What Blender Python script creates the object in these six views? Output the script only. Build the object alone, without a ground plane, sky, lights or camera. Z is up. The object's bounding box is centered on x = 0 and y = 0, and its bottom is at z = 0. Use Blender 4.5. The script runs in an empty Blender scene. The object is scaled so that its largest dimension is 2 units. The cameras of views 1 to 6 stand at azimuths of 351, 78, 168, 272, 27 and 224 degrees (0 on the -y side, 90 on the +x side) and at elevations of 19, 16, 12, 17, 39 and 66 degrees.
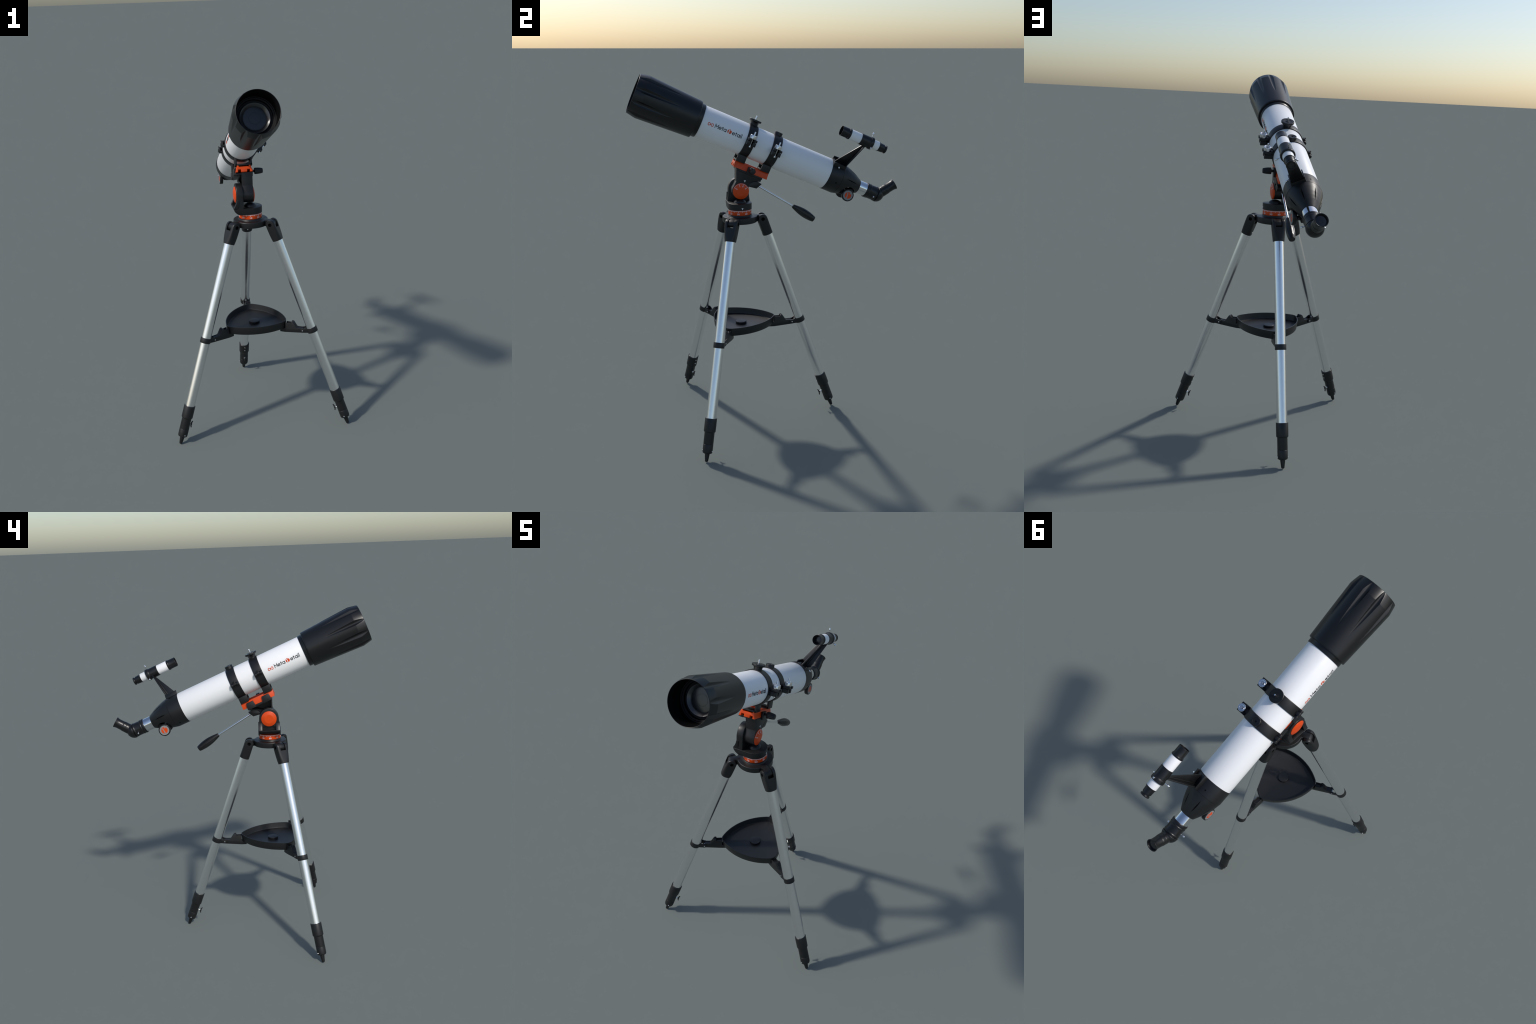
import bpy, bmesh, math, random
from mathutils import Matrix, Vector
random.seed(7)
pi = math.pi
cos, sin = math.cos, math.sin

# ------------------------------------------------------------------ materials
def material(name, color, rough=0.4, metal=0.0, spec=0.5, coat=0.0, var=0.06,
             scale=60.0, bump=0.0, bscale=900.0, rvar=0.05):
    m = bpy.data.materials.new(name)
    m.use_nodes = True
    nt = m.node_tree
    b = nt.nodes["Principled BSDF"]
    tc = nt.nodes.new("ShaderNodeTexCoord")
    n = nt.nodes.new("ShaderNodeTexNoise")
    n.inputs["Scale"].default_value = scale
    n.inputs["Detail"].default_value = 4
    nt.links.new(tc.outputs["Object"], n.inputs["Vector"])
    r = nt.nodes.new("ShaderNodeValToRGB")
    r.color_ramp.elements[0].position = 0.3
    r.color_ramp.elements[1].position = 0.7
    r.color_ramp.elements[0].color = [c * (1 - var) for c in color] + [1]
    r.color_ramp.elements[1].color = [min(1, c * (1 + var)) for c in color] + [1]
    nt.links.new(n.outputs["Fac"], r.inputs["Fac"])
    nt.links.new(r.outputs["Color"], b.inputs["Base Color"])
    mr = nt.nodes.new("ShaderNodeMapRange")
    mr.inputs["To Min"].default_value = rough - rvar
    mr.inputs["To Max"].default_value = rough + rvar
    nt.links.new(n.outputs["Fac"], mr.inputs["Value"])
    nt.links.new(mr.outputs["Result"], b.inputs["Roughness"])
    b.inputs["Metallic"].default_value = metal
    b.inputs["Specular IOR Level"].default_value = spec
    b.inputs["Coat Weight"].default_value = coat
    b.inputs["Coat Roughness"].default_value = 0.15
    if bump > 0:
        n2 = nt.nodes.new("ShaderNodeTexNoise")
        n2.inputs["Scale"].default_value = bscale
        nt.links.new(tc.outputs["Object"], n2.inputs["Vector"])
        bp = nt.nodes.new("ShaderNodeBump")
        bp.inputs["Strength"].default_value = bump
        bp.inputs["Distance"].default_value = 0.0005
        nt.links.new(n2.outputs["Fac"], bp.inputs["Height"])
        nt.links.new(bp.outputs["Normal"], b.inputs["Normal"])
    return m

BLACK = material("black_plastic", (0.0085, 0.0087, 0.0092), 0.42, rvar=0.015, bump=0.04)
SHIELD = material("satin_black_plastic", (0.0075, 0.0077, 0.0082), 0.35, rvar=0.015, bump=0.03)
GLOSSY = material("smooth_black_plastic", (0.0075, 0.0077, 0.0082), 0.34, rvar=0.01)
WHITE = material("white_enamel", (0.93, 0.93, 0.93), 0.34, var=0.006, rvar=0.01)
ORANGE = material("orange_plastic", (0.70, 0.066, 0.0035), 0.36, spec=0.42, var=0.02, rvar=0.01)
ALU = material("brushed_aluminium", (0.92, 0.92, 0.92), 0.24, metal=1.0, var=0.01, rvar=0.015)
CHROME = material("chrome", (0.85, 0.85, 0.86), 0.12, metal=1.0, var=0.01, rvar=0.01)
PRINT = material("white_print", (0.75, 0.75, 0.75), 0.5, var=0.02)
INK = material("dark_grey_print", (0.045, 0.048, 0.055), 0.5, var=0.03)
GREY = material("grey_satin_metal", (0.26, 0.26, 0.26), 0.42, var=0.03)
LINER = material("matt_black_baffle", (0.0035, 0.0036, 0.004), 0.50, spec=0.2, rvar=0.01)
HOLE = material("painted_hole_shadow", (0.002, 0.002, 0.002), 0.7, spec=0.1)
GLASS = material("coated_lens_glass", (0.009, 0.010, 0.012), 0.24, spec=0.6, coat=0.2, rvar=0.01)
BEZEL = material("polished_black_bezel", (0.030, 0.030, 0.031), 0.26, spec=0.8, rvar=0.01)

# ------------------------------------------------------------------ mesh tools
def rounded(profile, rad=0.0012, closed=False, seg=2):
    """round the corners of a 2d polyline"""
    P = [Vector(p) for p in profile]
    n = len(P)
    out = []
    for i, p in enumerate(P):
        if not closed and i in (0, n - 1):
            out.append(tuple(p)); continue
        a, b = P[i - 1], P[(i + 1) % n]
        u, v = a - p, b - p
        if u.length < 1e-7 or v.length < 1e-7 or u.angle(v) > pi - 0.25:
            out.append(tuple(p)); continue
        d = min(rad, u.length * .45, v.length * .45)
        q0, q1 = p + u.normalized() * d, p + v.normalized() * d
        for k in range(seg + 1):
            t = k / seg
            out.append(tuple((1-t)**2 * q0 + 2*t*(1-t) * p + t*t * q1))
    return out

def lathe(profile, seg=64, closed=False, rad=0.0012, phase=0.0, mod=None):
    """revolve (r, z) profile about z"""
    if rad: profile = rounded(profile, rad, closed)
    bm = bmesh.new()
    rows = []
    for r, z in profile:
        if r < 1e-6 and not mod:
            rows.append([bm.verts.new((0, 0, z))])
        else:
            row = []
            for k in range(seg):
                a = 2 * pi * k / seg + phase
                rr = r if mod is None else mod(r, z, a)
                row.append(bm.verts.new((rr * sin(a), rr * cos(a), z)))
            rows.append(row)
    m = len(rows)
    for i in range(m if closed else m - 1):
        A, B = rows[i], rows[(i + 1) % m]
        for k in range(seg):
            k2 = (k + 1) % seg
            if len(A) == 1 and len(B) == 1: break
            if len(A) == 1: bm.faces.new((A[0], B[k], B[k2]))
            elif len(B) == 1: bm.faces.new((A[k], A[k2], B[0]))
            else: bm.faces.new((A[k], A[k2], B[k2], B[k]))
    return bm

def bevel_sharp(bm, w, seg=2, ang=0.45):
    if w <= 0: return bm
    bmesh.ops.recalc_face_normals(bm, faces=bm.faces)
    ed = [e for e in bm.edges if len(e.link_faces) == 2 and e.calc_face_angle() > ang]
    bmesh.ops.bevel(bm, geom=ed, offset=w, segments=seg, profile=.5, affect='EDGES', clamp_overlap=True)
    return bm

def prism(poly, z0, z1, w=0.0015, seg=2):
    bm = bmesh.new()
    a = [bm.verts.new((x, y, z0)) for x, y in poly]
    b = [bm.verts.new((x, y, z1)) for x, y in poly]
    n = len(poly)
    bm.faces.new(a[::-1]); bm.faces.new(b)
    for i in range(n):
        bm.faces.new((a[i], a[(i+1) % n], b[(i+1) % n], b[i]))
    return bevel_sharp(bm, w, seg)

def box(x0, x1, y0, y1, z0, z1, w=0.0015, seg=2):
    return prism([(x0, y0), (x1, y0), (x1, y1), (x0, y1)], z0, z1, w, seg)

def hull_box(lo, hi, z0, z1, w=0.0015):
    """tapered box: lo/hi = (x0,x1,y0,y1) at z0/z1"""
    bm = bmesh.new()
    def ring(q, z): return [bm.verts.new(v) for v in ((q[0], q[2], z), (q[1], q[2], z), (q[1], q[3], z), (q[0], q[3], z))]
    a, b = ring(lo, z0), ring(hi, z1)
    bm.faces.new(a[::-1]); bm.faces.new(b)
    for i in range(4): bm.faces.new((a[i], a[(i+1) % 4], b[(i+1) % 4], b[i]))
    return bevel_sharp(bm, w)

def along(p0, p1, up=(0, 0, 1)):
    """frame with z from p0 to p1"""
    p0, p1 = Vector(p0), Vector(p1)
    z = (p1 - p0).normalized()
    u = Vector(up)
    if abs(z.dot(u)) > .98: u = Vector((0, 1, 0))
    x = u.cross(z).normalized(); y = z.cross(x)
    M = Matrix((x, y, z)).transposed().to_4x4()
    M.translation = p0
    return M

def rod(p0, p1, r0, r1=None, seg=32, w=0.001):
    r1 = r0 if r1 is None else r1
    L = (Vector(p1) - Vector(p0)).length
    bm = lathe([(0, 0), (r0, 0), (r1, L), (0, L)], seg, rad=w)
    bm.transform(along(p0, p1))
    return bm

def join(*parts):
    out = bmesh.new()
    for p in parts:
        bm, M = p if isinstance(p, tuple) else (p, None)
        if M is not None: bm.transform(M)
        me = bpy.data.meshes.new("tmp"); bm.to_mesh(me); bm.free()
        out.from_mesh(me); bpy.data.meshes.remove(me)
    return out

def to_mesh(bm, name, angle=32, normals=True):
    if normals: bmesh.ops.recalc_face_normals(bm, faces=bm.faces)
    me = bpy.data.meshes.new(name)
    bm.to_mesh(me); bm.free()
    me.polygons.foreach_set("use_smooth", [True] * len(me.polygons))
    me.set_sharp_from_angle(angle=math.radians(angle))
    return me

WORLD = {}
def place(name, me, mat, M=None, parent=None):
    o = bpy.data.objects.new(name, me)
    bpy.context.scene.collection.objects.link(o)
    if me is not None and mat is not None and not me.materials: me.materials.append(mat)
    M = Matrix() if M is None else M.copy()
    WORLD[o] = M
    if parent is not None:
        o.parent = parent
        o.matrix_parent_inverse = WORLD[parent].inverted()
    o.matrix_basis = M
    return o

def part(name, bm, mat, M=None, parent=None, angle=32):
    return place(name, to_mesh(bm, name, angle), mat, M, parent)

def carve(bm, cutters, name="tmp"):
    """boolean difference of bm by a list of bmeshes"""
    def raw(b):
        bmesh.ops.recalc_face_normals(b, faces=b.faces)
        me = bpy.data.meshes.new("tmp"); b.to_mesh(me); b.free()
        o = bpy.data.objects.new("tmp", me); bpy.context.scene.collection.objects.link(o); return o
    a = raw(bm); cs = [raw(c) for c in cutters]
    for c in cs:
        md = a.modifiers.new("b", 'BOOLEAN'); md.object = c; md.operation = 'DIFFERENCE'; md.solver = 'EXACT'
    dg = bpy.context.evaluated_depsgraph_get(); dg.update()
    out = bmesh.new()
    me = a.evaluated_get(dg).to_mesh(); out.from_mesh(me); a.evaluated_get(dg).to_mesh_clear()
    for o in [a] + cs:
        m = o.data; bpy.data.objects.remove(o); bpy.data.meshes.remove(m)
    return out

def text_bm(body, size, bold=0.0, depth=0.0003, align='CENTER', spacing=1.0):
    cu = bpy.data.curves.new("tmp", 'FONT')
    cu.body = body; cu.size = size; cu.extrude = depth; cu.offset = bold
    cu.align_x = align; cu.align_y = 'BOTTOM_BASELINE'; cu.space_character = spacing
    cu.resolution_u = 4
    o = bpy.data.objects.new("tmp", cu); bpy.context.scene.collection.objects.link(o)
    dg = bpy.context.evaluated_depsgraph_get(); dg.update()
    ev = o.evaluated_get(dg); bm = bmesh.new(); me = ev.to_mesh(); bm.from_mesh(me); ev.to_mesh_clear()
    bpy.data.objects.remove(o); bpy.data.curves.remove(cu)
    return bm

def warp(bm, f):
    for v in bm.verts: v.co = Vector(f(*v.co))
    return bm

# ------------------------------------------------------------------ the thing
root = place("telescope", None, None)
root["label"] = "white refractor telescope with black fittings on an aluminium tripod"
root["category"] = "telescope"
YC = -0.1667                      # vertical pan axis at (0, YC)
AXIS = Matrix.Translation((0, YC, 0))

# ================================================================== tripod
PIVOT_R, PIVOT_Z = 0.1247, 1.2085
LEGS = [(0.0, 0.3950), (-0.4965, -0.4472), (0.4965, -0.4472)]
LEN = 1.2843

def leg_frame(tip):
    t = Vector((tip[0], tip[1] - YC, 0)); rho = t.normalized()
    a = Vector((0, YC, 0)) + rho * PIVOT_R + Vector((0, 0, PIVOT_Z))
    z = (a - Vector((tip[0], tip[1], 0))).normalized()
    y = (rho - z * rho.dot(z)).normalized()
    x = y.cross(z)
    M = Matrix((x, y, z)).transposed().to_4x4(); M.translation = (tip[0], tip[1], 0.0)
    return M, rho

def clevis_bm():
    """leg head: round socket below, flat-sided fork around the hub tab above"""
    bm = bmesh.new(); rows = []; top = LEN + 0.026
    zs = [1.186, 1.188] + [1.19 + i * 0.009 for i in range(11)] + [LEN + 0.026 * sin(i * pi / 20) for i in range(1, 10)] + [top - .0001]
    for z in zs:
        t = max(0, min(1, (z - 1.19) / .085))
        a = .0312 + .0048 * t; b = .0292 - .0020 * t; n = 2.4 + 4.6 * t
        if z > LEN: b *= math.sqrt(max(.0004, 1 - ((z - LEN) / .026) ** 2))
        if z < 1.187: a -= .001; b -= .001
        row = []
        for k in range(48):
            c, s = cos(2*pi*k/48), sin(2*pi*k/48)
            row.append(bm.verts.new((a * math.copysign(abs(c) ** (2/n), c), b * math.copysign(abs(s) ** (2/n), s), z)))
        rows.append(row)
    bm.faces.new(rows[0]); bm.faces.new(rows[-1][::-1])
    for A, B in zip(rows, rows[1:]):
        for k in range(48): bm.faces.new((A[k], A[(k+1) % 48], B[(k+1) % 48], B[k]))
    slot = box(-.0175, .0175, -.1, .1, LEN - .0235, LEN + .1, 0)
    h1 = rod((-.05, 0, LEN), (-.024, 0, LEN), .0100, w=0, seg=28); h2 = rod((.024, 0, LEN), (.05, 0, LEN), .0100, w=0, seg=28)
    return carve(bm, [slot, h1, h2])

tube_me = to_mesh(lathe([(.0280, .226), (.0280, 1.20)], 64, rad=0), "leg_tube")
clevis_me = to_mesh(clevis_bm(), "hinge_fork", 40)
socket_me = to_mesh(lathe([(.0275, .2335), (.0322, .2345), (.0322, .166), (.0318, .163), (.0272, .158), (.0272, .0975), (.0265, .097),
                           (.0265, .0955), (.0273, .095), (.0273, .058), (.0258, .050), (.0185, .0455), (.0125, .045), (0, .045)], 56, rad=.0012), "foot_socket")
tip_me = to_mesh(lathe([(.0135, .050), (.0131, .040), (.0094, .010), (.0088, .0060), (.0066, .0022), (.0034, .0006), (0, 0.0002)], 40, rad=.001), "foot_tip")
screw_me = to_mesh(join(rod((0, -.026, .118), (0, -.0300, .118), .0065), rod((0, -.028, .118), (0, -.0405, .118), .0028)), "thumb_screw_stem")
wing = join(box(-.0035, .0035, -.046, -.040, .106, .130, .0015), rod((0, -.037, .118), (0, -.047, .118), .005, .0042),
            (box(-.003, .003, -.0055, .0, 0, .012, .0012), Matrix.Translation((0, -.0405, .127)) @ Matrix.Rotation(.35, 4, 'X')),
            (box(-.003, .003, -.0055, .0, -.012, 0, .0012), Matrix.Translation((0, -.0405, .109)) @ Matrix.Rotation(-.35, 4, 'X')))
wing_me = to_mesh(wing, "thumb_screw_wing")
def dome(r=.0036, h=.0026): return lathe([(r, 0), (r * .9, h * .55), (r * .5, h * .95), (0, h)], 16, rad=0)
rivet_me = to_mesh(dome(), "rivet")
strap_bm = lathe([(.0280, .6095), (.0302, .6095), (.0302, .6395), (.0280, .6395)], 56, closed=True, rad=.0008)
strap_me = to_mesh(strap_bm, "leg_strap")

hole_me = to_mesh(lathe([(.0098, 0), (.0098, .0015), (.0090, .0030), (0, .0032)], 28, rad=0), "hinge_hole_shade_disc")  # near-black plug that paints the bored hole's shadow
for i, tip in enumerate(LEGS):
    M, rho = leg_frame(tip)
    leg = place("tripod_leg", tube_me, ALU, M, root)
    place("hinge_fork", clevis_me, BLACK, M, leg)
    place("foot_socket", socket_me, BLACK, M, leg)
    place("foot_tip", tip_me, GLOSSY, M, leg)
    place("thumb_screw_stem", screw_me, CHROME, M, leg)
    place("thumb_screw_wing", wing_me, GLOSSY, M, leg)
    place("leg_strap", strap_me, BLACK, M, leg)
    for sgn in (-1, 1):
        place("hinge_hole_shade_disc", hole_me, HOLE, M @ Matrix.Translation((sgn * .0245, 0, LEN)) @ Matrix.Rotation(sgn * pi/2, 4, 'Y'), leg)
    for (x, y, z, d) in ((.0270, .004, .060, 'x'), (-.0270, .004, .060, '-x'), (0, -.0320, .218, '-y'), (0, -.0320, .192, '-y'),
                         (0, -.0290, 1.205, '-y')):
        R = {'x': Matrix.Rotation(pi/2, 4, 'Y'), '-x': Matrix.Rotation(-pi/2, 4, 'Y'), '-y': Matrix.Rotation(pi/2, 4, 'X')}[d]
        place("rivet", rivet_me, CHROME, M @ Matrix.Translation((x, y, z)) @ R, leg)

# hub disc with three hinge tabs
def leg_angle(tip): return math.atan2(tip[1] - YC, tip[0])
hub = [lathe([(0, 1.1935), (.093, 1.1935), (.097, 1.197), (.097, 1.2245), (.095, 1.2275), (.074, 1.2275), (.072, 1.2285),
              (.0690, 1.2285), (.0670, 1.2335), (.0655, 1.2345), (.0655, 1.239), (0, 1.239)], 96, rad=.001)]
for tip in LEGS:
    R = Matrix.Rotation(leg_angle(tip), 4, 'Z')
    poly = [(.08, 1.1935), (PIVOT_R - .004, 1.1895), (PIVOT_R + .016, 1.1900), (PIVOT_R + .0225, 1.1950), (PIVOT_R + .0245, 1.2060), (PIVOT_R + .0200, 1.2190), (PIVOT_R + .010, 1.2265), (PIVOT_R, 1.2280), (.08, 1.2275)]
    t = prism(poly, -.0165, .0165, .0012)
    hub.append((t, R @ Matrix.Rotation(pi/2, 4, 'X')))
    hub.append((prism([(.088, -.0225), (.101, -.0185), (.101, .0185), (.088, .0225)], 1.195, 1.2265, .001), R))
tripod_hub = part("tripod_hub", join(*hub), BLACK, AXIS, root)

# ------------------------------------------------------------------ accessory tray
def tray_r(phi, off=0.0):
    d = (phi - radians(30) + pi/3) % (2*pi/3) - pi/3
    R = .30 + off
    r = -.145 * cos(d) + math.sqrt(R*R - (.145 * sin(d))**2)
    dc = (phi - radians(90) + pi/3) % (2*pi/3) - pi/3
    lim = (.1955 + off) / max(.2, cos(dc))
    k = .006
    h = max(0, min(1, .5 + .5 * (lim - r) / k))
    return lim * (1 - h) + r * h - k * h * (1 - h)
radians = math.radians
def tray_bm():
    bm = bmesh.new(); N = 240
    prof = [('c', .5725), (-.014, .5725), (-.0035, .574), (-.0025, .5765), (.0022, .6185), (.0018, .6200), (-.0018, .6200), (-.0022, .6185), (-.0058, .5935), (-.0085, .5865), (-.014, .5848), ('c', .5846)]
    rows = []
    for o, z in prof:
        if o == 'c': rows.append([bm.verts.new((0, 0, z))]); continue
        row = []
        for k in range(N):
            a = 2*pi*k/N; r = tray_r(a, o); row.append(bm.verts.new((r*cos(a), r*sin(a), z)))
        rows.append(row)
    for A, B in zip(rows, rows[1:]):
        for k in range(N):
            k2 = (k+1) % N
            if len(A) == 1: bm.faces.new((A[0], B[k2], B[k]))
            elif len(B) == 1: bm.faces.new((A[k], A[k2], B[0]))
            else: bm.faces.new((A[k], A[k2], B[k2], B[k]))
    return join(bm, lathe([(0, .580), (.0312, .583), (.0312, .5955), (.0300, .5970), (0, .5970)], 48, rad=.0008))
TRAY = AXIS @ Matrix.Translation((0, 0, .003))
tray = part("accessory_tray", tray_bm(), BLACK, TRAY, root, 40)
arm_poly = [(.165, .572), (.165, .5515), (.195, .5505), (.300, .5585), (.312, .563), (.316, .572), (.313, .583), (.305, .586), (.268, .5855), (.262, .588),
            (.244, .6165), (.236, .6195), (.231, .6175), (.229, .6085), (.1975, .6095), (.1965, .575)]
arm = [prism(arm_poly, -.0150, -.0105, .0012), prism(arm_poly, .0105, .0150, .0012),
       prism([(.17, .571), (.17, .560), (.27, .563), (.300, .568), (.300, .5835), (.268, .5835), (.243, .613), (.236, .613), (.232, .600), (.1975, .603), (.1965, .574)], -.0115, .0115, .0012)]
for x in (-.006, 0, .006):
    arm.append(prism([(.225, .58), (.27, .583), (.264, .589), (.245, .6175), (.234, .6175), (.228, .603)], x - .0016, x + .0016, .0006))
lug_poly = [(.302 + .0125 * cos(a), .5735 + .0125 * sin(a)) for a in [radians(80 + i * 20) for i in range(11)]] + [(.350, .5660), (.350, .6000), (.332, .6010)]
lug_me = to_mesh(join(prism(lug_poly, -.0196, -.0156, .0008), prism(lug_poly, .0156, .0196, .0008)), "strap_lug")
arm_me = to_mesh(join(*arm), "tray_arm")
pin_me = to_mesh(join(rod((-.0212, 0, 0), (.0212, 0, 0), .0038)), "hinge_pin")
for tip in LEGS:
    R = TRAY @ Matrix.Rotation(leg_angle(tip), 4, 'Z')
    place("tray_arm", arm_me, BLACK, R @ Matrix.Rotation(pi/2, 4, 'X'), tray)
    place("strap_lug", lug_me, BLACK, R @ Matrix.Rotation(pi/2, 4, 'X'), tray)
    place("hinge_pin", pin_me, CHROME, R @ Matrix.Translation((.302, 0, .5735)) @ Matrix.Rotation(pi/2, 4, 'Z'), tray)

# ================================================================== mount head
ring_r = .0648
azimuth_ring = part("azimuth_ring", lathe([(0, 1.2385), (.060, 1.2385), (ring_r, 1.2390), (ring_r, 1.2665), (.060, 1.2668), (0, 1.2668)], 96, rad=.0005), ORANGE, AXIS, root)
ticks = []
def bent(bm, ang, r=ring_r):
    """wrap xy-drawn shape (x along, y up, z out) round the vertical axis at azimuth ang"""
    return warp(bm, lambda x, y, z: ((r + .0003 + z) * cos(ang + x / r), (r + .0003 + z) * sin(ang + x / r), y))
for n in range(90):
    a = radians(-97 + n * 4)
    L = .0095 if n % 10 == 0 else (.0075 if n % 5 == 0 else .0045)
    w = .0011 if n % 5 == 0 else .0007
    ticks.append(bent(box(-w, w, 1.2645 - L, 1.2645, -.0003, .0003, 0), a))
for n in range(72):
    a0 = radians(n * 5); ticks.append(bent(box(0, ring_r * radians(5), 1.2636, 1.2648, -.0003, .0003, 0), a0))
for n in range(9):
    t = text_bm(str(10 * (n + 1)), .0125, .0001)
    ticks.append(bent(warp(t, lambda x, y, z: (x * 1.3, y + 1.2428, z)), radians(-97 + n * 40)))
sm = part("scale_marks", join(*ticks), PRINT, AXIS, azimuth_ring); sm["kind"] = "stuff"

# pan block: round towards +x, square towards -x, underside swept up
def pan_block():
    N = 28; out = [(.0665 * cos(a), .0665 * sin(a)) for a in [-pi/2 + pi*i/N for i in range(N+1)]]
    bm = bmesh.new(); rows = []
    # outline pushed out to x = xe at each level
    levels = [(1.2672, -.069), (1.2690, -.0740), (1.2725, -.0800), (1.2785, -.0875), (1.2860, -.0940), (1.2940, -.0982), (1.3000, -.0998), (1.3015, -.0998), (1.3022, -.0990)]
    for z, xe in levels:
        ins = .0012 if z > 1.302 else 0
        pts = [(x * (1 - ins * 15), y * (1 - ins * 15)) for x, y in out]
        w = .0655 - ins
        pts += [(xe + .006, w), (xe + .002, w - .0015), (xe, w - .006), (xe, -w + .006), (xe + .002, -w + .0015), (xe + .006, -w)]
        rows.append([bm.verts.new((x, y, z)) for x, y in pts])
    n = len(rows[0])
    bm.faces.new(rows[0][::-1]); bm.faces.new(rows[-1])
    for A, B in zip(rows, rows[1:]):
        for k in range(n): bm.faces.new((A[k], A[(k+1) % n], B[(k+1) % n], B[k]))
    dm = lathe([(.0345, 1.3005)] + [(.034 * cos(t), 1.3015 + .020 * sin(t)) for t in [i * pi / 16 for i in range(8)]] + [(0, 1.3215)], 48, rad=0)
    cavity = box(-.20, -.028, -.0590, .0590, 1.20, 1.2955, 0)
    return join(carve(bm, [cavity]), dm)
pan = part("pan_block", pan_block(), BLACK, AXIS, root, 38)
tri = [(-.0055, .0115), (.0055, .0115), (0, 0)]
part("pointer_mark", bent(warp(prism(tri, -.0003, .0003, 0), lambda x, y, z: (x, y + 1.2705, z)), radians(3), .0665), PRINT, AXIS, pan)

# upright arm carrying the tilt axis (slab in y-z, thickness along x)
TY, TZ = -0.1655, 1.3695
def yz(bm): # prism drawn in (y, z) extruded along x
    return warp(bm, lambda a, b, c: (c, a, b))
slab_poly = [(-.0640, 1.290), (-.0640, 1.300), (-.0600, 1.328)] + \
            [(.0577 * cos(a), TZ + .008 * 0 + .0640 * sin(a)) for a in [pi - i * pi / 24 for i in range(25)]] + \
            [(.0600, 1.328), (.0640, 1.300), (.0640, 1.290)]
slab = yz(prism([(TY + y, z) for y, z in slab_poly], -.0820, -.0440, .004, 3))
pocket = yz(prism([(TY - .038, 1.302), (TY + .038, 1.302), (TY + .038, 1.322), (TY + .020, 1.3335), (TY - .020, 1.3335), (TY - .038, 1.322)], -.12, -.068, 0))
def skirt(y0, y1):   # buttress flaring outwards at the foot of the upright
    return warp(prism([(-.070, 1.352)] + [(-.0810 - .0192 * (t / 8) ** 1.7, 1.352 - .047 * t / 8) for t in range(9)] + [(-.1003, 1.3010), (-.0990, 1.2985), (-.070, 1.2985)], TY + y0, TY + y1, .0025), lambda a, b, c: (a, c, b))
upright = part("tilt_upright", join(carve(slab, [pocket]), skirt(-.0635, -.0400), skirt(.0400, .0635), box(-.1000, -.075, TY - .060, TY + .060, 1.2975, 1.3035, .002)), BLACK, None, root, 38)

DR = .0452
def dial_x(r):   # dial face height over radius
    return 0 if r > DR else (.0035 + .0065 * min(1, max(0, (DR - .0015 - r) / (DR * .40))))
def dial_bm():
    return lathe([(0, -.004), (DR, -.004), (DR, .0028), (DR - .0015, .0040), (DR * .57, .0100), (0, .0102)], 72, rad=.0008)
TOX = Matrix.Rotation(pi/2, 4, 'Y')
dialR = part("tilt_dial", dial_bm(), ORANGE, Matrix.Translation((.0160, TY + .003, TZ - .002)) @ TOX, root)
dialL = place("tilt_dial", dialR.data, ORANGE, Matrix.Translation((-.0815, TY, TZ + .001)) @ TOX @ Matrix.Rotation(pi, 4, 'X'), root)
marks = []
def on_dial(bm, phi, r0):
    """shape x across, y outward from radius r0"""
    def f(x, y, z):
        r = r0 + y; yy = r * sin(phi) + x * cos(phi); zz = r * cos(phi) - x * sin(phi)
        return (dial_x(math.hypot(yy, zz)) + .0006 + z, yy, zz)
    return warp(bm, f)
for k in range(25):
    phi = radians(-60 + k * 5)
    big = k in (0, 9, 16, 24)
    marks.append(on_dial(box(-.0006 - .0002 * big, .0006 + .0002 * big, -.0105 if big else -.0030, 0, -.0004, .0004, 0), phi, DR - .0016))
for ch, deg in (("2", -60), ("1", -15), ("0", 20), ("2", 60)):
    marks.append(on_dial(text_bm(ch, .0095, .0003), radians(deg), DR - .0195))
sm2 = part("scale_marks", join(*marks), PRINT, Matrix.Translation((.0160, TY + .003, TZ - .002)), dialR); sm2["kind"] = "stuff"

# tilt head: barrel on the tilt axis, post rising to the plate clamp
B0 = .0462
post_poly = [(-.1870, 1.4985), (-.1880, 1.424), (-.1985, 1.4035)] + [(TY + B0 * cos(a), TZ - .0005 + B0 * sin(a)) for a in [radians(145 + i * 12) for i in range(19)]] + \
            [(-.1190, 1.385), (-.1165, 1.401), (-.1060, 1.4130), (-.0920, 1.4185), (-.0675, 1.4170), (-.0515, 1.4150), (-.0440, 1.4380)]
hollow = yz(prism([(-.1810, 1.4870), (-.1815, 1.4320), (-.1640, 1.4195), (-.1200, 1.4180), (-.0960, 1.4245), (-.0570, 1.4225), (-.0510, 1.4345)], -.10, .0060, 0))
post = carve(yz(prism(post_poly, -.0445, .0165, .002)), [hollow])
tilt_head = part("tilt_head", post, BLACK, None, root, 38)
part("pointer_mark", yz(prism([(-.1458, 1.4275), (-.1342, 1.4275), (-.1400, 1.4155)], .0162, .0169, 0)), PRINT, None, tilt_head)
boss_poly = [(-.119, 1.400), (-.108, 1.4110), (-.092, 1.4165), (-.0685, 1.4165), (-.0435, 1.4015), (-.0735, 1.3775), (-.112, 1.3885), (-.130, 1.392), (-.125, 1.40)]
part("handle_boss", yz(prism(boss_poly, -.040, .0125, .002)), BLACK, None, tilt_head, 38)

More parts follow.
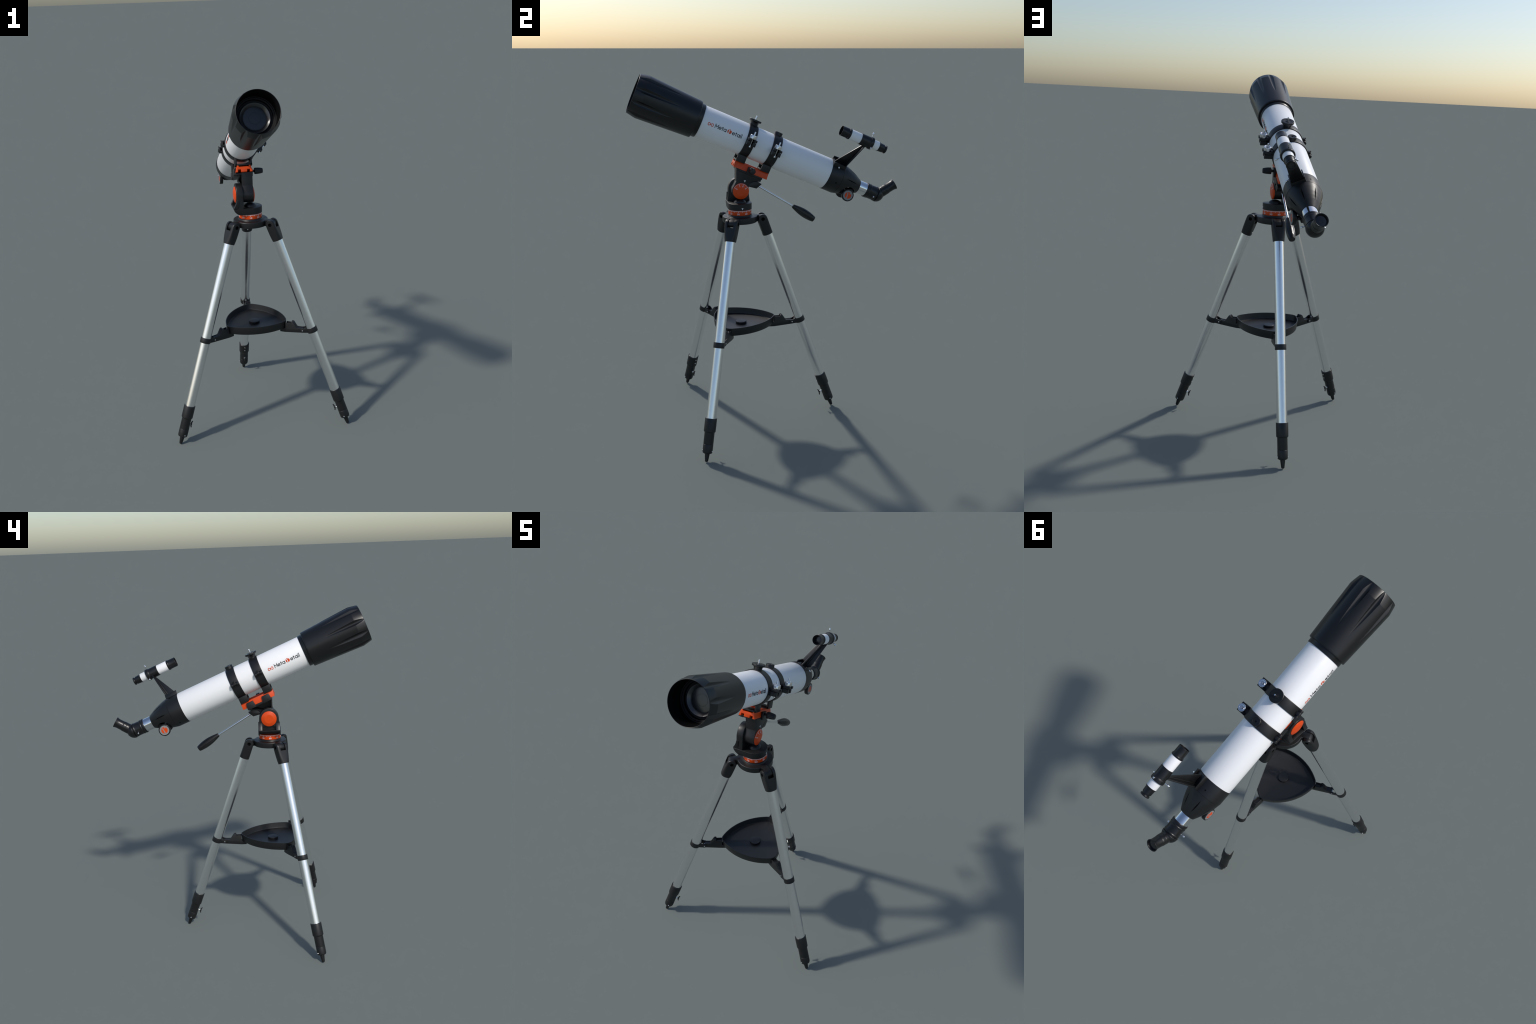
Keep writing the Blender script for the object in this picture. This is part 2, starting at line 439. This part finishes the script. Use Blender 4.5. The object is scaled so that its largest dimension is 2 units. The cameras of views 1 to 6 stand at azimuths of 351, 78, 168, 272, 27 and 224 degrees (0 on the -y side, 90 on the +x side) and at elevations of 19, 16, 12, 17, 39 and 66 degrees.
# pan handle
H0, H1, H2 = Vector((-.0150, -.075, 1.3985)), Vector((-.0125, .140, 1.2660)), Vector((-.0125, .2640, 1.1825))
handle = part("pan_handle", rod(H0, H1 + (H2 - H1) * .2, .0061, seg=28), CHROME, None, root)
GL = (H2 - H1).length
grip_prof = [(0, 0), (.0100, 0), (.0115, .004), (.0152, .020), (.0196, .042), (.0228, .066), (.0238, .086), (.0230, .108), (.0205, .130), (.0172, GL - .004), (.0160, GL), (0, GL)]
def grip_mod(r, z, a):
    t = max(0, min(1, (z - .012) / .03)) * max(0, min(1, (GL - .018 - z) / .02))
    d = abs(((a / (2*pi) * 6) % 1) - .5) * 2
    return r - .0016 * t * max(0, min(1, (.80 - d) * 7)) if r > 0 else 0
fine = []
for (r0, z0), (r1, z1) in zip(grip_prof[2:-3], grip_prof[3:-2]):
    for k in range(5): fine.append((r0 + (r1-r0) * k/5, z0 + (z1-z0) * k/5))
part("handle_grip", lathe(grip_prof[:2] + fine + grip_prof[-3:], 96, rad=0, mod=grip_mod), GLOSSY, along(H1, H2), handle, 50)

# ================================================================== optical tube frame: X right, Y up, Z towards the sky
TH = math.atan2(0.4598, 1.0608)
T = Matrix(((1, 0, 0, -.0297), (0, sin(TH), -cos(TH), .337), (0, cos(TH), sin(TH), 1.4432), (0, 0, 0, 1)))
TR = .0890

# plate clamp and dovetail plate (drawn in x-y, extruded along z)
plate_poly = [(-.0475, -.157), (-.0345, -.157), (-.0335, -.143), (-.0175, -.143), (-.0165, -.157), (.0155, -.157), (.0165, -.143), (.0325, -.143), (.0335, -.157), (.0465, -.157),
              (.0365, -.1215), (.0295, -.1215), (.0280, -.1285), (-.0280, -.1285), (-.0300, -.1215), (-.0375, -.1215)]
plate = part("dovetail_plate", prism(plate_poly, .3185, .5205, .0008), ORANGE, T, root)
clamp = [box(-.0520, .0490, -.1685, -.1575, .344, .498, .0015),
         box(-.0470, -.0300, -.1700, -.156, .344, .498, .001)]
def lug(z0, z1):
    bm = bmesh.new()
    def ring(x0, x1, y, a, b): return [bm.verts.new(v) for v in ((x0, y, a), (x1, y, a), (x1, y, b), (x0, y, b))]
    A, B = ring(-.0580, -.0440, -.1685, z0, z1), ring(-.0545, -.0385, -.1295, z0 + .007, z1 - .006)
    bm.faces.new(A); bm.faces.new(B[::-1])
    for i in range(4): bm.faces.new((A[i], A[(i+1) % 4], B[(i+1) % 4], B[i]))
    return bevel_sharp(bm, .0012)
clamp += [lug(.3435, .3985), lug(.4420, .4980), box(.0440, .0570, -.1685, -.1270, .404, .442, .0015)]
clamp_o = part("plate_clamp", join(*clamp), BLACK, T, root)
def knob_mod(r, z, a):
    f = .5 + .5 * cos(a * 7)
    return r * (1 - .13 * f * f) if r > .006 else r
kp = [(0, 0), (.0150, 0), (.0178, .0012), (.0185, .006), (.0180, .020), (.0165, .034), (.0145, .044), (.0125, .0478), (0, .0482)]
knob = lathe(rounded(kp, .0012), 84, rad=0, mod=knob_mod)
knob.transform(Matrix.Translation((.0695, -.139, .4225)) @ TOX)
part("clamp_knob", join(knob, rod((.055, -.139, .4225), (.071, -.139, .4225), .0075)), GLOSSY, T, clamp_o, 40)

# tube rings
def ring_band():
    N = 72; parts = []
    parts.append(lathe([(.0884, 0), (.0938, 0), (.0944, .003), (.0944, .048), (.0938, .051), (.0884, .051)], 112, closed=True, rad=.0012))
    # U-shaped saddle foot
    parts.append(box(-.0470, .0470, -.1215, -.1120, 0, .0515, .001))
    for sgn in (-1, 1):
        a, b = sorted((sgn * .0465, sgn * .0360)); c, d = sorted((sgn * .0475, sgn * .0365))
        bm = bmesh.new()
        def rg(x0, x1, y): return [bm.verts.new(v) for v in ((x0, y, 0), (x1, y, 0), (x1, y, .0515), (x0, y, .0515))]
        A, B = rg(c, d, -.1215), rg(a, b, -.0770)
        bm.faces.new(A); bm.faces.new(B[::-1])
        for i in range(4): bm.faces.new((A[i], A[(i+1) % 4], B[(i+1) % 4], B[i]))
        parts.append(bevel_sharp(bm, .0012))
    # clamp ears at the right, split in two jaws with a slot for the swing bolt
    for y0, y1, xe in ((.0105, .0235, .1435), (-.0140, .0085, .1370)):
        for z0, z1 in ((.0015, .0190), (.0325, .0500)):
            parts.append(box(.086, xe, y0, y1, z0, z1, .0015))
        parts.append(box(.086, .108, y0, y1, .0015, .0500, .0015))
    # hinge at the left
    parts += [rod((-.1020, .007, .001), (-.1020, .007, .0165), .0105), rod((-.1020, .007, .035), (-.1020, .007, .0505), .0105),
              rod((-.1040, .010, .0175), (-.1040, .010, .034), .0100), box(-.104, -.090, -.006, .017, .001, .0165, .001), box(-.104, -.090, -.006, .017, .035, .0505, .001),
              box(-.1085, -.090, .004, .026, .0175, .034, .001), rod((-.107, .018, .0257), (-.110, .030, .0257), .0026)]
    return join(*parts)
ring_me = to_mesh(ring_band(), "tube_ring")
bolt_me = to_mesh(join(rod((.1195, -.012, .0257), (.1195, .064, .0257), .0042, .0042, 20), rod((.1195, -.024, .0257), (.1195, -.010, .0257), .0050, .0042, 16)), "swing_bolt")
nut_mod = lambda r, z, a: r * (1 - .045 * (.5 + .5 * cos(a * 12)) ** 2) if r > .012 else r
nut = lathe(rounded([(0, .004), (.0075, .004), (.0075, .0165), (.0120, .0165), (.0120, .0205), (.0155, .0215), (.0190, .0215), (.0200, .0205), (.0200, .001), (.0190, 0), (0, 0)][::-1], .0006), 96, rad=0, mod=nut_mod)
nut.transform(Matrix.Translation((.1210, .0238, .0257)) @ Matrix.Rotation(-pi/2, 4, 'X'))
nut_me = to_mesh(nut, "knurled_nut", 28)
stud_base = lathe([(0, .088), (.0235, .088), (.0218, .0925), (.0222, .1000), (.0245, .1085), (.0320, .1112), (.0346, .1130), (.0350, .1212), (.0338, .1228), (.0180, .1228), (.0175, .1215), (.012, .1215), (.0115, .1232), (0, .1232)], 72, rad=.0008)
cap_base = lathe([(0, .088), (.0240, .088), (.0228, .0930), (.0228, .1085), (.0215, .1098), (.0165, .1098), (.0160, .1088), (.0050, .1088), (.0048, .100), (0, .100)], 64, rad=.0007)
UPY = Matrix.Rotation(-pi/2, 4, 'X')      # lathe z -> frame y
rings = []
for z0, kind in ((.4690, 'stud'), (.3205, 'cap')):
    M = T @ Matrix.Translation((0, 0, z0))
    r = place("tube_ring", ring_me, BLACK, M, root)
    place("swing_bolt", bolt_me, CHROME, M, r)
    place("knurled_nut", nut_me, CHROME, M, r)
    C = M @ Matrix.Translation((0, 0, .0255)) @ UPY
    if kind == 'stud':
        part("camera_knob", stud_base, GLOSSY, C, r)
        part("camera_stud", lathe([(.0046, .12), (.0046, .141), (.0036, .1445), (0, .1450)], 20, rad=.0005), CHROME, C, r)
    else:
        part("ring_boss", cap_base, GLOSSY, C, r)

# main tube, dew shield, lens
tube = part("optical_tube", lathe([(.080, -.004), (TR, -.004), (TR, .790), (.080, .790)], 128, rad=.0006), WHITE, T, root)
def shield_bm():
    G0, G1 = .918, 1.150
    prof = [(.0876, .7775), (.0920, .7780), (.0930, .7800), (.0930, .7990), (.0935, .8000), (.1015, .8005), (.1030, .8020), (.1037, .8045)]
    zs = [.81 + i * (1.098 - .81) / 72 for i in range(73)]
    prof += [(.1038 + (.1178 - .1038) * (z - .805) / .295, z) for z in zs]
    prof += [(.1180 - (.1180 - .1072) * ((z - 1.100) / .0545) ** 1.15, z) for z in [1.1005 + i * .0540 / 24 for i in range(25)]]
    prof += [(.1066, 1.1550), (.1058, 1.1556), (.1050, 1.1552), (.1046, 1.1535)]
    def mod(r, z, a):
        if z < .90 or z > 1.1535 or r < .1047: return r
        # ten straight scoops: round-bottomed cutters running parallel to the axis
        u = ((a / (2*pi) * 10 + .5) % 1 - .5) * 2*pi/10 * r
        g = .1090 - .0019 * (z - .918) / .23 + u * u / (2 * .0105)
        d = g - r; k = .0006
        h = max(0, min(1, .5 + .5 * d / k))
        return g * (1 - h) + r * h - k * h * (1 - h) * .5
    return lathe(prof, 900, rad=0, mod=mod)
shield = part("dew_shield", shield_bm(), SHIELD, T, root, 28)
part("shield_baffle", lathe([(.1046, 1.1535), (.1040, 1.1500), (.1034, 1.0520), (.1020, 1.0505), (.0985, 1.0500), (.0970, 1.0460), (.0900, 1.0450), (.0888, 1.0430), (.0885, 1.0320), (.0740, 1.0310)], 128, rad=.0006), LINER, T, shield, 40)
cell = part("objective_cell", lathe([(.0757, 1.000), (.0757, 1.0420), (.0752, 1.0438), (.0740, 1.0442), (.0590, 1.0350), (.0580, 1.0335), (.0570, 1.0330)], 128, rad=.0003), BEZEL, T, root, 40)
def lens_profile(R, z0, rise, ridges=()):
    rs = [R * (1 - i / 40) for i in range(41)]
    P = [(r, z0 + rise * (1 - (r / R) ** 2)) for r in rs if all(abs(r - q) > .0011 for q in ridges)]
    for q in ridges:
        for dr, dz in ((.0007, 0), (.0003, .0003), (-.0003, .0003), (-.0007, 0)):
            r = q + dr; P.append((r, z0 + rise * (1 - (r / R) ** 2) + dz))
    return sorted(P, key=lambda p: -p[0])
part("objective_lens", lathe(lens_profile(.0582, 1.0332, .0016, (.0552, .0285)), 128, rad=0), GLASS, T, cell, 18)

# lettering on both sides of the tube
def on_tube(bm, sgn, s0, th0):
    """x along the text, y up; sgn +1: right side (reads towards the eyepiece), -1: left side"""
    def f(x, y, z):
        th = radians(th0) - y / TR
        r = TR + .0006 + z
        return (sgn * r * sin(th), r * cos(th), s0 - sgn * x)
    return warp(bm, f)
def infinity(w, hgt, t, dz=.0003):
    bm = bmesh.new(); N = 72; rows = []
    for k in range(N):
        a = 2*pi*k/N
        def P(a):
            return Vector((w * cos(a), hgt * 1.0 * sin(2*a) * (1 + .0)))
        p = P(a); d = (P(a + .01) - P(a - .01)).normalized(); nrm = Vector((-d.y, d.x)) * t
        o = .0001 * sin(a)
        rows.append([bm.verts.new((*(p + nrm), dz + o)), bm.verts.new((*(p - nrm), dz + o)), bm.verts.new((*(p - nrm), -dz)), bm.verts.new((*(p + nrm), -dz))])
    for k in range(N):
        A, B = rows[k], rows[(k+1) % N]
        for i in range(4): bm.faces.new((A[i], A[(i+1) % 4], B[(i+1) % 4], B[i]))
    return bm
def ribbon(pts, t, lift=0.0, dz=.0003):
    """stroke of half width t along a polyline, mitred"""
    P = [Vector(p) for p in pts]; bm = bmesh.new(); rows = []
    for i, p in enumerate(P):
        d0 = (p - P[i-1]).normalized() if i else None
        d1 = (P[i+1] - p).normalized() if i < len(P) - 1 else None
        d = ((d0 or d1) + (d1 or d0)).normalized()
        nrm = Vector((-d.y, d.x)) * t / max(.35, (d.dot(d1 or d0)))
        if d0 is None: p = p - d * t * .6
        if d1 is None: p = p + d * t * .6
        rows.append([bm.verts.new((*(p + nrm), dz + lift)), bm.verts.new((*(p - nrm), dz + lift)), bm.verts.new((*(p - nrm), -dz)), bm.verts.new((*(p + nrm), -dz))])
    for A, B in zip(rows, rows[1:]):
        for i in range(4): bm.faces.new((A[i], A[(i+1) % 4], B[(i+1) % 4], B[i]))
    bm.faces.new(rows[0]); bm.faces.new(rows[-1][::-1])
    return bm
def arc(cx, cy, r, a0, a1, n=20): return [(cx + r * cos(radians(a0 + (a1 - a0) * i / n)), cy + r * sin(radians(a0 + (a1 - a0) * i / n))) for i in range(n + 1)]
GLYPH = {   # round geometric sans: strokes in cap-height units, and advance width
    'M': ([[(0, 0), (0, .94), (.40, .36), (.80, .94), (.80, 0)]], 0.99),
    'e': ([arc(.31, .36, .31, 0, 318), [(.02, .36), (.60, .36)]], 0.80),
    't': ([[(.17, .92), (.17, 0)], [(0, .70), (.36, .70)]], 0.54),
    'a': ([arc(.31, .36, .31, 0, 359), [(.63, .70), (.63, 0)]], 0.90),
    'i': ([[(0, .70), (0, 0)], [(0, .93), (0, .95)]], 0.29),
    'l': ([[(0, 1.04), (0, 0)]], 0.20)}
def word_bm(word, H, width):
    parts = []; x = 0; n = 0
    for ch in word:
        strokes, adv = GLYPH[ch]
        for st in strokes:
            parts.append(ribbon([((px + x) * H, py * H) for px, py in st],   .082 * H, .00006 * (n % 3))); n += 1
        x += adv
    bm = join(*parts)
    xs = [v.co.x for v in bm.verts]; k = width / (max(xs) - min(xs)); x0 = min(xs)
    return warp(bm, lambda X, Y, Z: ((X - x0) * k, Y, Z))
def disc(r, z0=-.0003, z1=.0003, n=40):
    return prism([(r * cos(2*pi*i/n), r * sin(2*pi*i/n)) for i in range(n)], z0, z1, 0)
def emblem_cut(r):
    """pale strokes across the round emblem: a leaning bar and a nick at the upper right"""
    bar = prism([(-.60*r, .62*r), (-.42*r, .78*r), (-.18*r, .70*r), (-.10*r, .35*r), (.02*r, -.85*r), (.08*r, -1.02*r), (-.40*r, -.96*r), (-.34*r, -.75*r), (-.38*r, .40*r)], -.0002, .0006, 0)
    nick = prism([(.40*r, 1.02*r), (.30*r, .78*r), (.26*r, .52*r), (.38*r, .40*r), (.52*r, .52*r), (.66*r, .68*r), (.80*r, .80*r)], -.0002, .0006, 0)
    return [bar, nick]
for sgn, sa, th in ((1, .7449, 90.0), (-1, .5529, 94.4)):
    def pos(d): return sa - sgn * d
    EM, EY = .0120, .0112
    orange_bits = [on_tube(warp(infinity(.0146, .0074, .0016), lambda x, y, z: (x, y + .0085, z)), sgn, pos(.0163), th),
                   on_tube(warp(disc(EM), lambda x, y, z: (x, y + EY, z)), sgn, pos(.1242), th)]
    lg = part("orange_logo", join(*orange_bits), ORANGE, T, tube, 60)
    words = [on_tube(word_bm("Meta", .0205, .0665), sgn, pos(.0405), th - .8), on_tube(word_bm("etail", .0205, .0570), sgn, pos(.1400), th - .8)]
    part("lettering", join(*words), INK, T, tube, 60)
    cuts = [on_tube(warp(b, lambda x, y, z: (x, y + EY, z)), sgn, pos(.1242), th) for b in emblem_cut(EM)]
    part("logo_cutout", join(*cuts), WHITE, T, tube, 60)

# ================================================================== focuser
def cone_r(z):
    pts = [(-.2090, .0395), (-.1900, .0490), (-.1700, .0590), (-.1500, .0675), (-.1265, .0760), (-.1000, .0838), (-.0750, .0890), (-.0735, .0890)]
    for (a, ra), (b, rb) in zip(pts, pts[1:]):
        if a <= z <= b: return ra + (rb - ra) * (z - a) / (b - a)
    return .0886
def housing_mod(r, z, a):
    if -.178 < z < -.104 and r > .04:
        t = (z + .178) / .074; k = sin(pi * t) ** .9
        u = ((a / (2*pi) * 7) % 1 - .5) * 2*pi/7 * r
        w = .0034 * k + 1e-6
        return r - .0065 * k * max(0, 1 - (u / w) ** 2)
    return r
hz = [(.0300, -.2060), (.0372, -.2085), (.0390, -.2086)] + [(cone_r(z), z) for z in [-.2080 + i * .1290 / 80 for i in range(81)]] + \
     [(.0892, -.0765), (.0882, -.0760), (.0882, -.0750), (.0892, -.0745), (.0902, -.0700), (.0902, .0012), (.0896, .0020), (.0870, .0020)]
scoops = [rod((sg * .0270, -.0650, -.1520), (sg * .13, -.0650, -.1520), .0480, w=0, seg=72) for sg in (1, -1)]
housing = part("focuser_housing", carve(lathe(hz + [(.0860, -.02), (.0300, -.195)], 504, rad=0, mod=housing_mod, closed=True), scoops), BLACK, T, root, 30)
pinion = [box(-.028, .028, -.0740, -.040, -.186, -.118, .006, 3), rod((-.050, -.0650, -.1520), (.050, -.0650, -.1520), .0048),
          rod((-.040, -.0650, -.1520), (.040, -.0650, -.1520), .0115)]
part("pinion_block", join(*pinion), BLACK, T, housing, 38)
dark_me = to_mesh(lathe([(0, 0), (.0042, 0), (.0042, .0006), (0, .0006)], 20, rad=0), "screw_hole_dark_disc")  # flat disc on the surface, coloured as the darkness of a hole
for th in (-14.5, 105.5, -134.5):
    M = T @ Matrix.Rotation(-radians(th), 4, 'Z') @ Matrix.Translation((0, .0899, -.0485)) @ UPY
    place("screw_hole_dark_disc", dark_me, HOLE, M, housing)
wheel = [(0, 0), (.0330, 0), (.0352, .0020), (.0356, .0060), (.0356, .0170), (.0340, .0205), (.0300, .0212), (.0292, .0200), (0, .0200)]
kmod = lambda r, z, a: r * (1 - .010 * (.5 + .5 * cos(a * 40))) if r > .0345 else r
wheel_me = to_mesh(lathe(rounded(wheel, .0012), 240, rad=0, mod=kmod), "focus_knob")
face_me = to_mesh(disc(.0284, 0, .0008, 56), "knob_face")
badge_me = to_mesh(disc(.0190, 0, .0005, 56), "knob_badge")
cut_me = to_mesh(join(*emblem_cut(.0190)), "badge_cutout")
for sgn in (1, -1):
    B = T @ Matrix.Translation((sgn * .0465, -.0650, -.1520)) @ Matrix.Rotation(sgn * pi/2, 4, 'Y')
    k = place("focus_knob", wheel_me, GLOSSY, B, root)
    # badge drawn with its own up direction: leans back with the tube
    up = B
    place("knob_face", face_me, GREY, up @ Matrix.Translation((0, 0, .0200)), k)
    bd = up
    place("knob_badge", badge_me, ORANGE, bd @ Matrix.Translation((0, 0, .0209)), k)
    place("badge_cutout", cut_me, GREY, bd @ Matrix.Translation((0, 0, .0213)), k)

part("drawtube", lathe([(.0385, -.190), (.0388, -.270)], 72, rad=0), CHROME, T, root)
diag = [lathe([(.0380, -.2560), (.0425, -.2570), (.0432, -.2600), (.0432, -.2680), (.0415, -.2700), (.0415, -.2740), (.0428, -.2760), (.0428, -.2800), (.0410, -.2840),
               (.0406, -.3180), (.0425, -.3210), (.0428, -.3245), (.0415, -.3260), (.0370, -.3265), (.0370, -.3310), (.0428, -.3318)] +
              [(.0440 * cos(a), -.3335 - .0440 * sin(a)) for a in [i * pi / 24 for i in range(12)]] + [(0, -.3775)], 88, rad=.0008)]
diagonal = part("star_diagonal", join(*diag), GLOSSY, T, root, 34)
E = T @ Matrix(((1, 0, 0, 0), (0, -.6, .8, .0), (0, -.8, -.6, -.3405), (0, 0, 0, 1)))
EL = .1172
eye = lathe([(0, .020), (.0302, .020), (.0304, .0470), (.0298, .0485), (.0298, .0495), (.0302, .0505), (.0300, .0640), (.0285, .0690), (.0280, .0950),
             (.0292, .1060), (.0318, EL - .0030), (.0326, EL - .0008), (.0320, EL + .0003), (.0288, EL), (.0272, EL - .003), (.0264, EL - .009), (0, EL - .009)], 80, rad=.0008)
eyepiece = part("eyepiece", eye, GLOSSY, E, root, 34)
part("eye_lens", lathe(lens_profile(.0262, EL - .0088, .0030, (.0090,)), 64, rad=0), GLASS, E, eyepiece, 18)
def thumb(L=.020, r=.0052):
    return lathe([(0, 0), (.0024, 0), (.0024, L * .42), (r * .75, L * .46), (r, L * .56), (r * .92, L * .92), (r * .6, L), (0, L)], 24, rad=.0006)
thumb_me = to_mesh(thumb(.0225, .0050), "thumb_screw")
for sgn in (1, -1):
    place("thumb_screw", thumb_me, CHROME, T @ Matrix.Rotation(-sgn * radians(108), 4, 'Z') @ Matrix.Translation((0, .0395, -.3035)) @ UPY, diagonal)

# ================================================================== finder
FA = math.atan2(.1228, .2516)
FB = T @ Matrix.Rotation(-FA, 4, 'Z')               # Y now points radially to the finder
FR = math.hypot(.1228, .2516)
F = FB @ Matrix.Translation((0, FR, 0)) @ Matrix.Rotation(FA, 4, 'Z')
finder = part("finder_tube", lathe([(0.0257, .010), (0.0289, .008), (0.0289, -.130), (0.0265, -.132), (0.0265, -.1755), (0.0207, -.1760)], 64, rad=.0004), WHITE, F, root)
part("finder_hood", lathe([(0.0282, .0035), (0.0299, .0040), (0.0305, .0060), (0.0305, .0125), (0.0297, .0145), (0.0277, .0150), (0.0277, .0560), (0.0279, .0575), (0.0275, .0583), (0.0263, .0583), (0.0259, .057),
                           (0.0257, .030), (0, .030)], 64, rad=.0005), GLOSSY, F, finder)
part("finder_lens", lathe(lens_profile(0.0256, .0305, .0035, (.0120,)), 64, rad=0), GLASS, F, finder, 18)
part("finder_collar", lathe([(0.0285, -.0600), (0.0312, -.0602), (0.0317, -.0615), (0.0317, -.1140), (0.0325, -.1165), (0.0347, -.1185), (0.0350, -.1200), (0.0350, -.1340), (0.0342, -.1360), (0.0327, -.1368), (0.0277, -.1368)], 72, rad=.0006), GLOSSY, F, finder)
part("finder_eyepiece", lathe([(0.0269, -.1735), (0.0271, -.1750), (0.0271, -.1775), (0.0257, -.1790), (0.0247, -.1800), (0.0232, -.2050), (0.0222, -.2090), (0.0192, -.2100), (0.0187, -.2140), (0.0202, -.2155),
                               (0.0229, -.2160), (0.0235, -.2180), (0.0235, -.2215), (0.0225, -.2238), (0.0207, -.2240), (0.0177, -.2232), (0.0162, -.2195), (0, -.2185)], 64, rad=.0005), GLOSSY, F, finder)
part("finder_eye_lens", lathe(lens_profile(0.0163, .2188, .0012), 40, rad=0), GLASS, F @ Matrix.Rotation(pi, 4, "Y"), finder, 30)
ft_me = to_mesh(thumb(.0270, .0050), "thumb_screw")
for deg in (-2, 118, -118):
    d = radians(deg)
    place("thumb_screw", ft_me, CHROME, F @ Matrix.Rotation(-d, 4, 'Z') @ Matrix.Translation((0, .0335, -.1225)) @ UPY, finder)

def slanted_plate(z0a, z0b, y0, w0, z1a, z1b, y1, w1, bev=.001):
    """tapered plate between radius y0 and y1; z extents a..b and half widths"""
    bm = bmesh.new()
    A = [bm.verts.new(v) for v in ((-w0, y0, z0a), (w0, y0, z0a), (w0, y0, z0b), (-w0, y0, z0b))]
    B = [bm.verts.new(v) for v in ((-w1, y1, z1a), (w1, y1, z1a), (w1, y1, z1b), (-w1, y1, z1b))]
    bm.faces.new(A); bm.faces.new(B[::-1])
    for i in range(4): bm.faces.new((A[i], A[(i+1) % 4], B[(i+1) % 4], B[i]))
    return bevel_sharp(bm, bev)
bracket = [slanted_plate(-.0680, -.0615, .092, .0335, -.1045, -.0985, .2570, .0215),          # rear flange
           slanted_plate(-.0660, -.0040, .092, .0038, -.1020, -.0950, .2570, .0034, .0006),   # web
           slanted_plate(-.0620, -.0520, .092, .0085, -.0990, -.0930, .2570, .0070, .0008),
           # dovetail foot and its channel
           box(-.0285, .0285, .0850, .0960, -.0700, -.0020, .0015),
           box(-.0370, -.0305, .0780, .1060, -.0730, .0015, .0015), box(.0305, .0370, .0780, .1060, -.0730, .0015, .0015),
           box(-.0365, .0365, .0780, .0900, -.0725, .0010, .0015), box(-.0362, .0362, .0780, .0985, -.0735, -.0665, .0015)]
fb = part("finder_bracket", join(*bracket), GLOSSY, FB, root)
place("thumb_screw", thumb_me, CHROME, FB @ Matrix.Translation((.0355, .0925, -.0285)) @ Matrix.Rotation(radians(90), 4, 'Y'), fb)
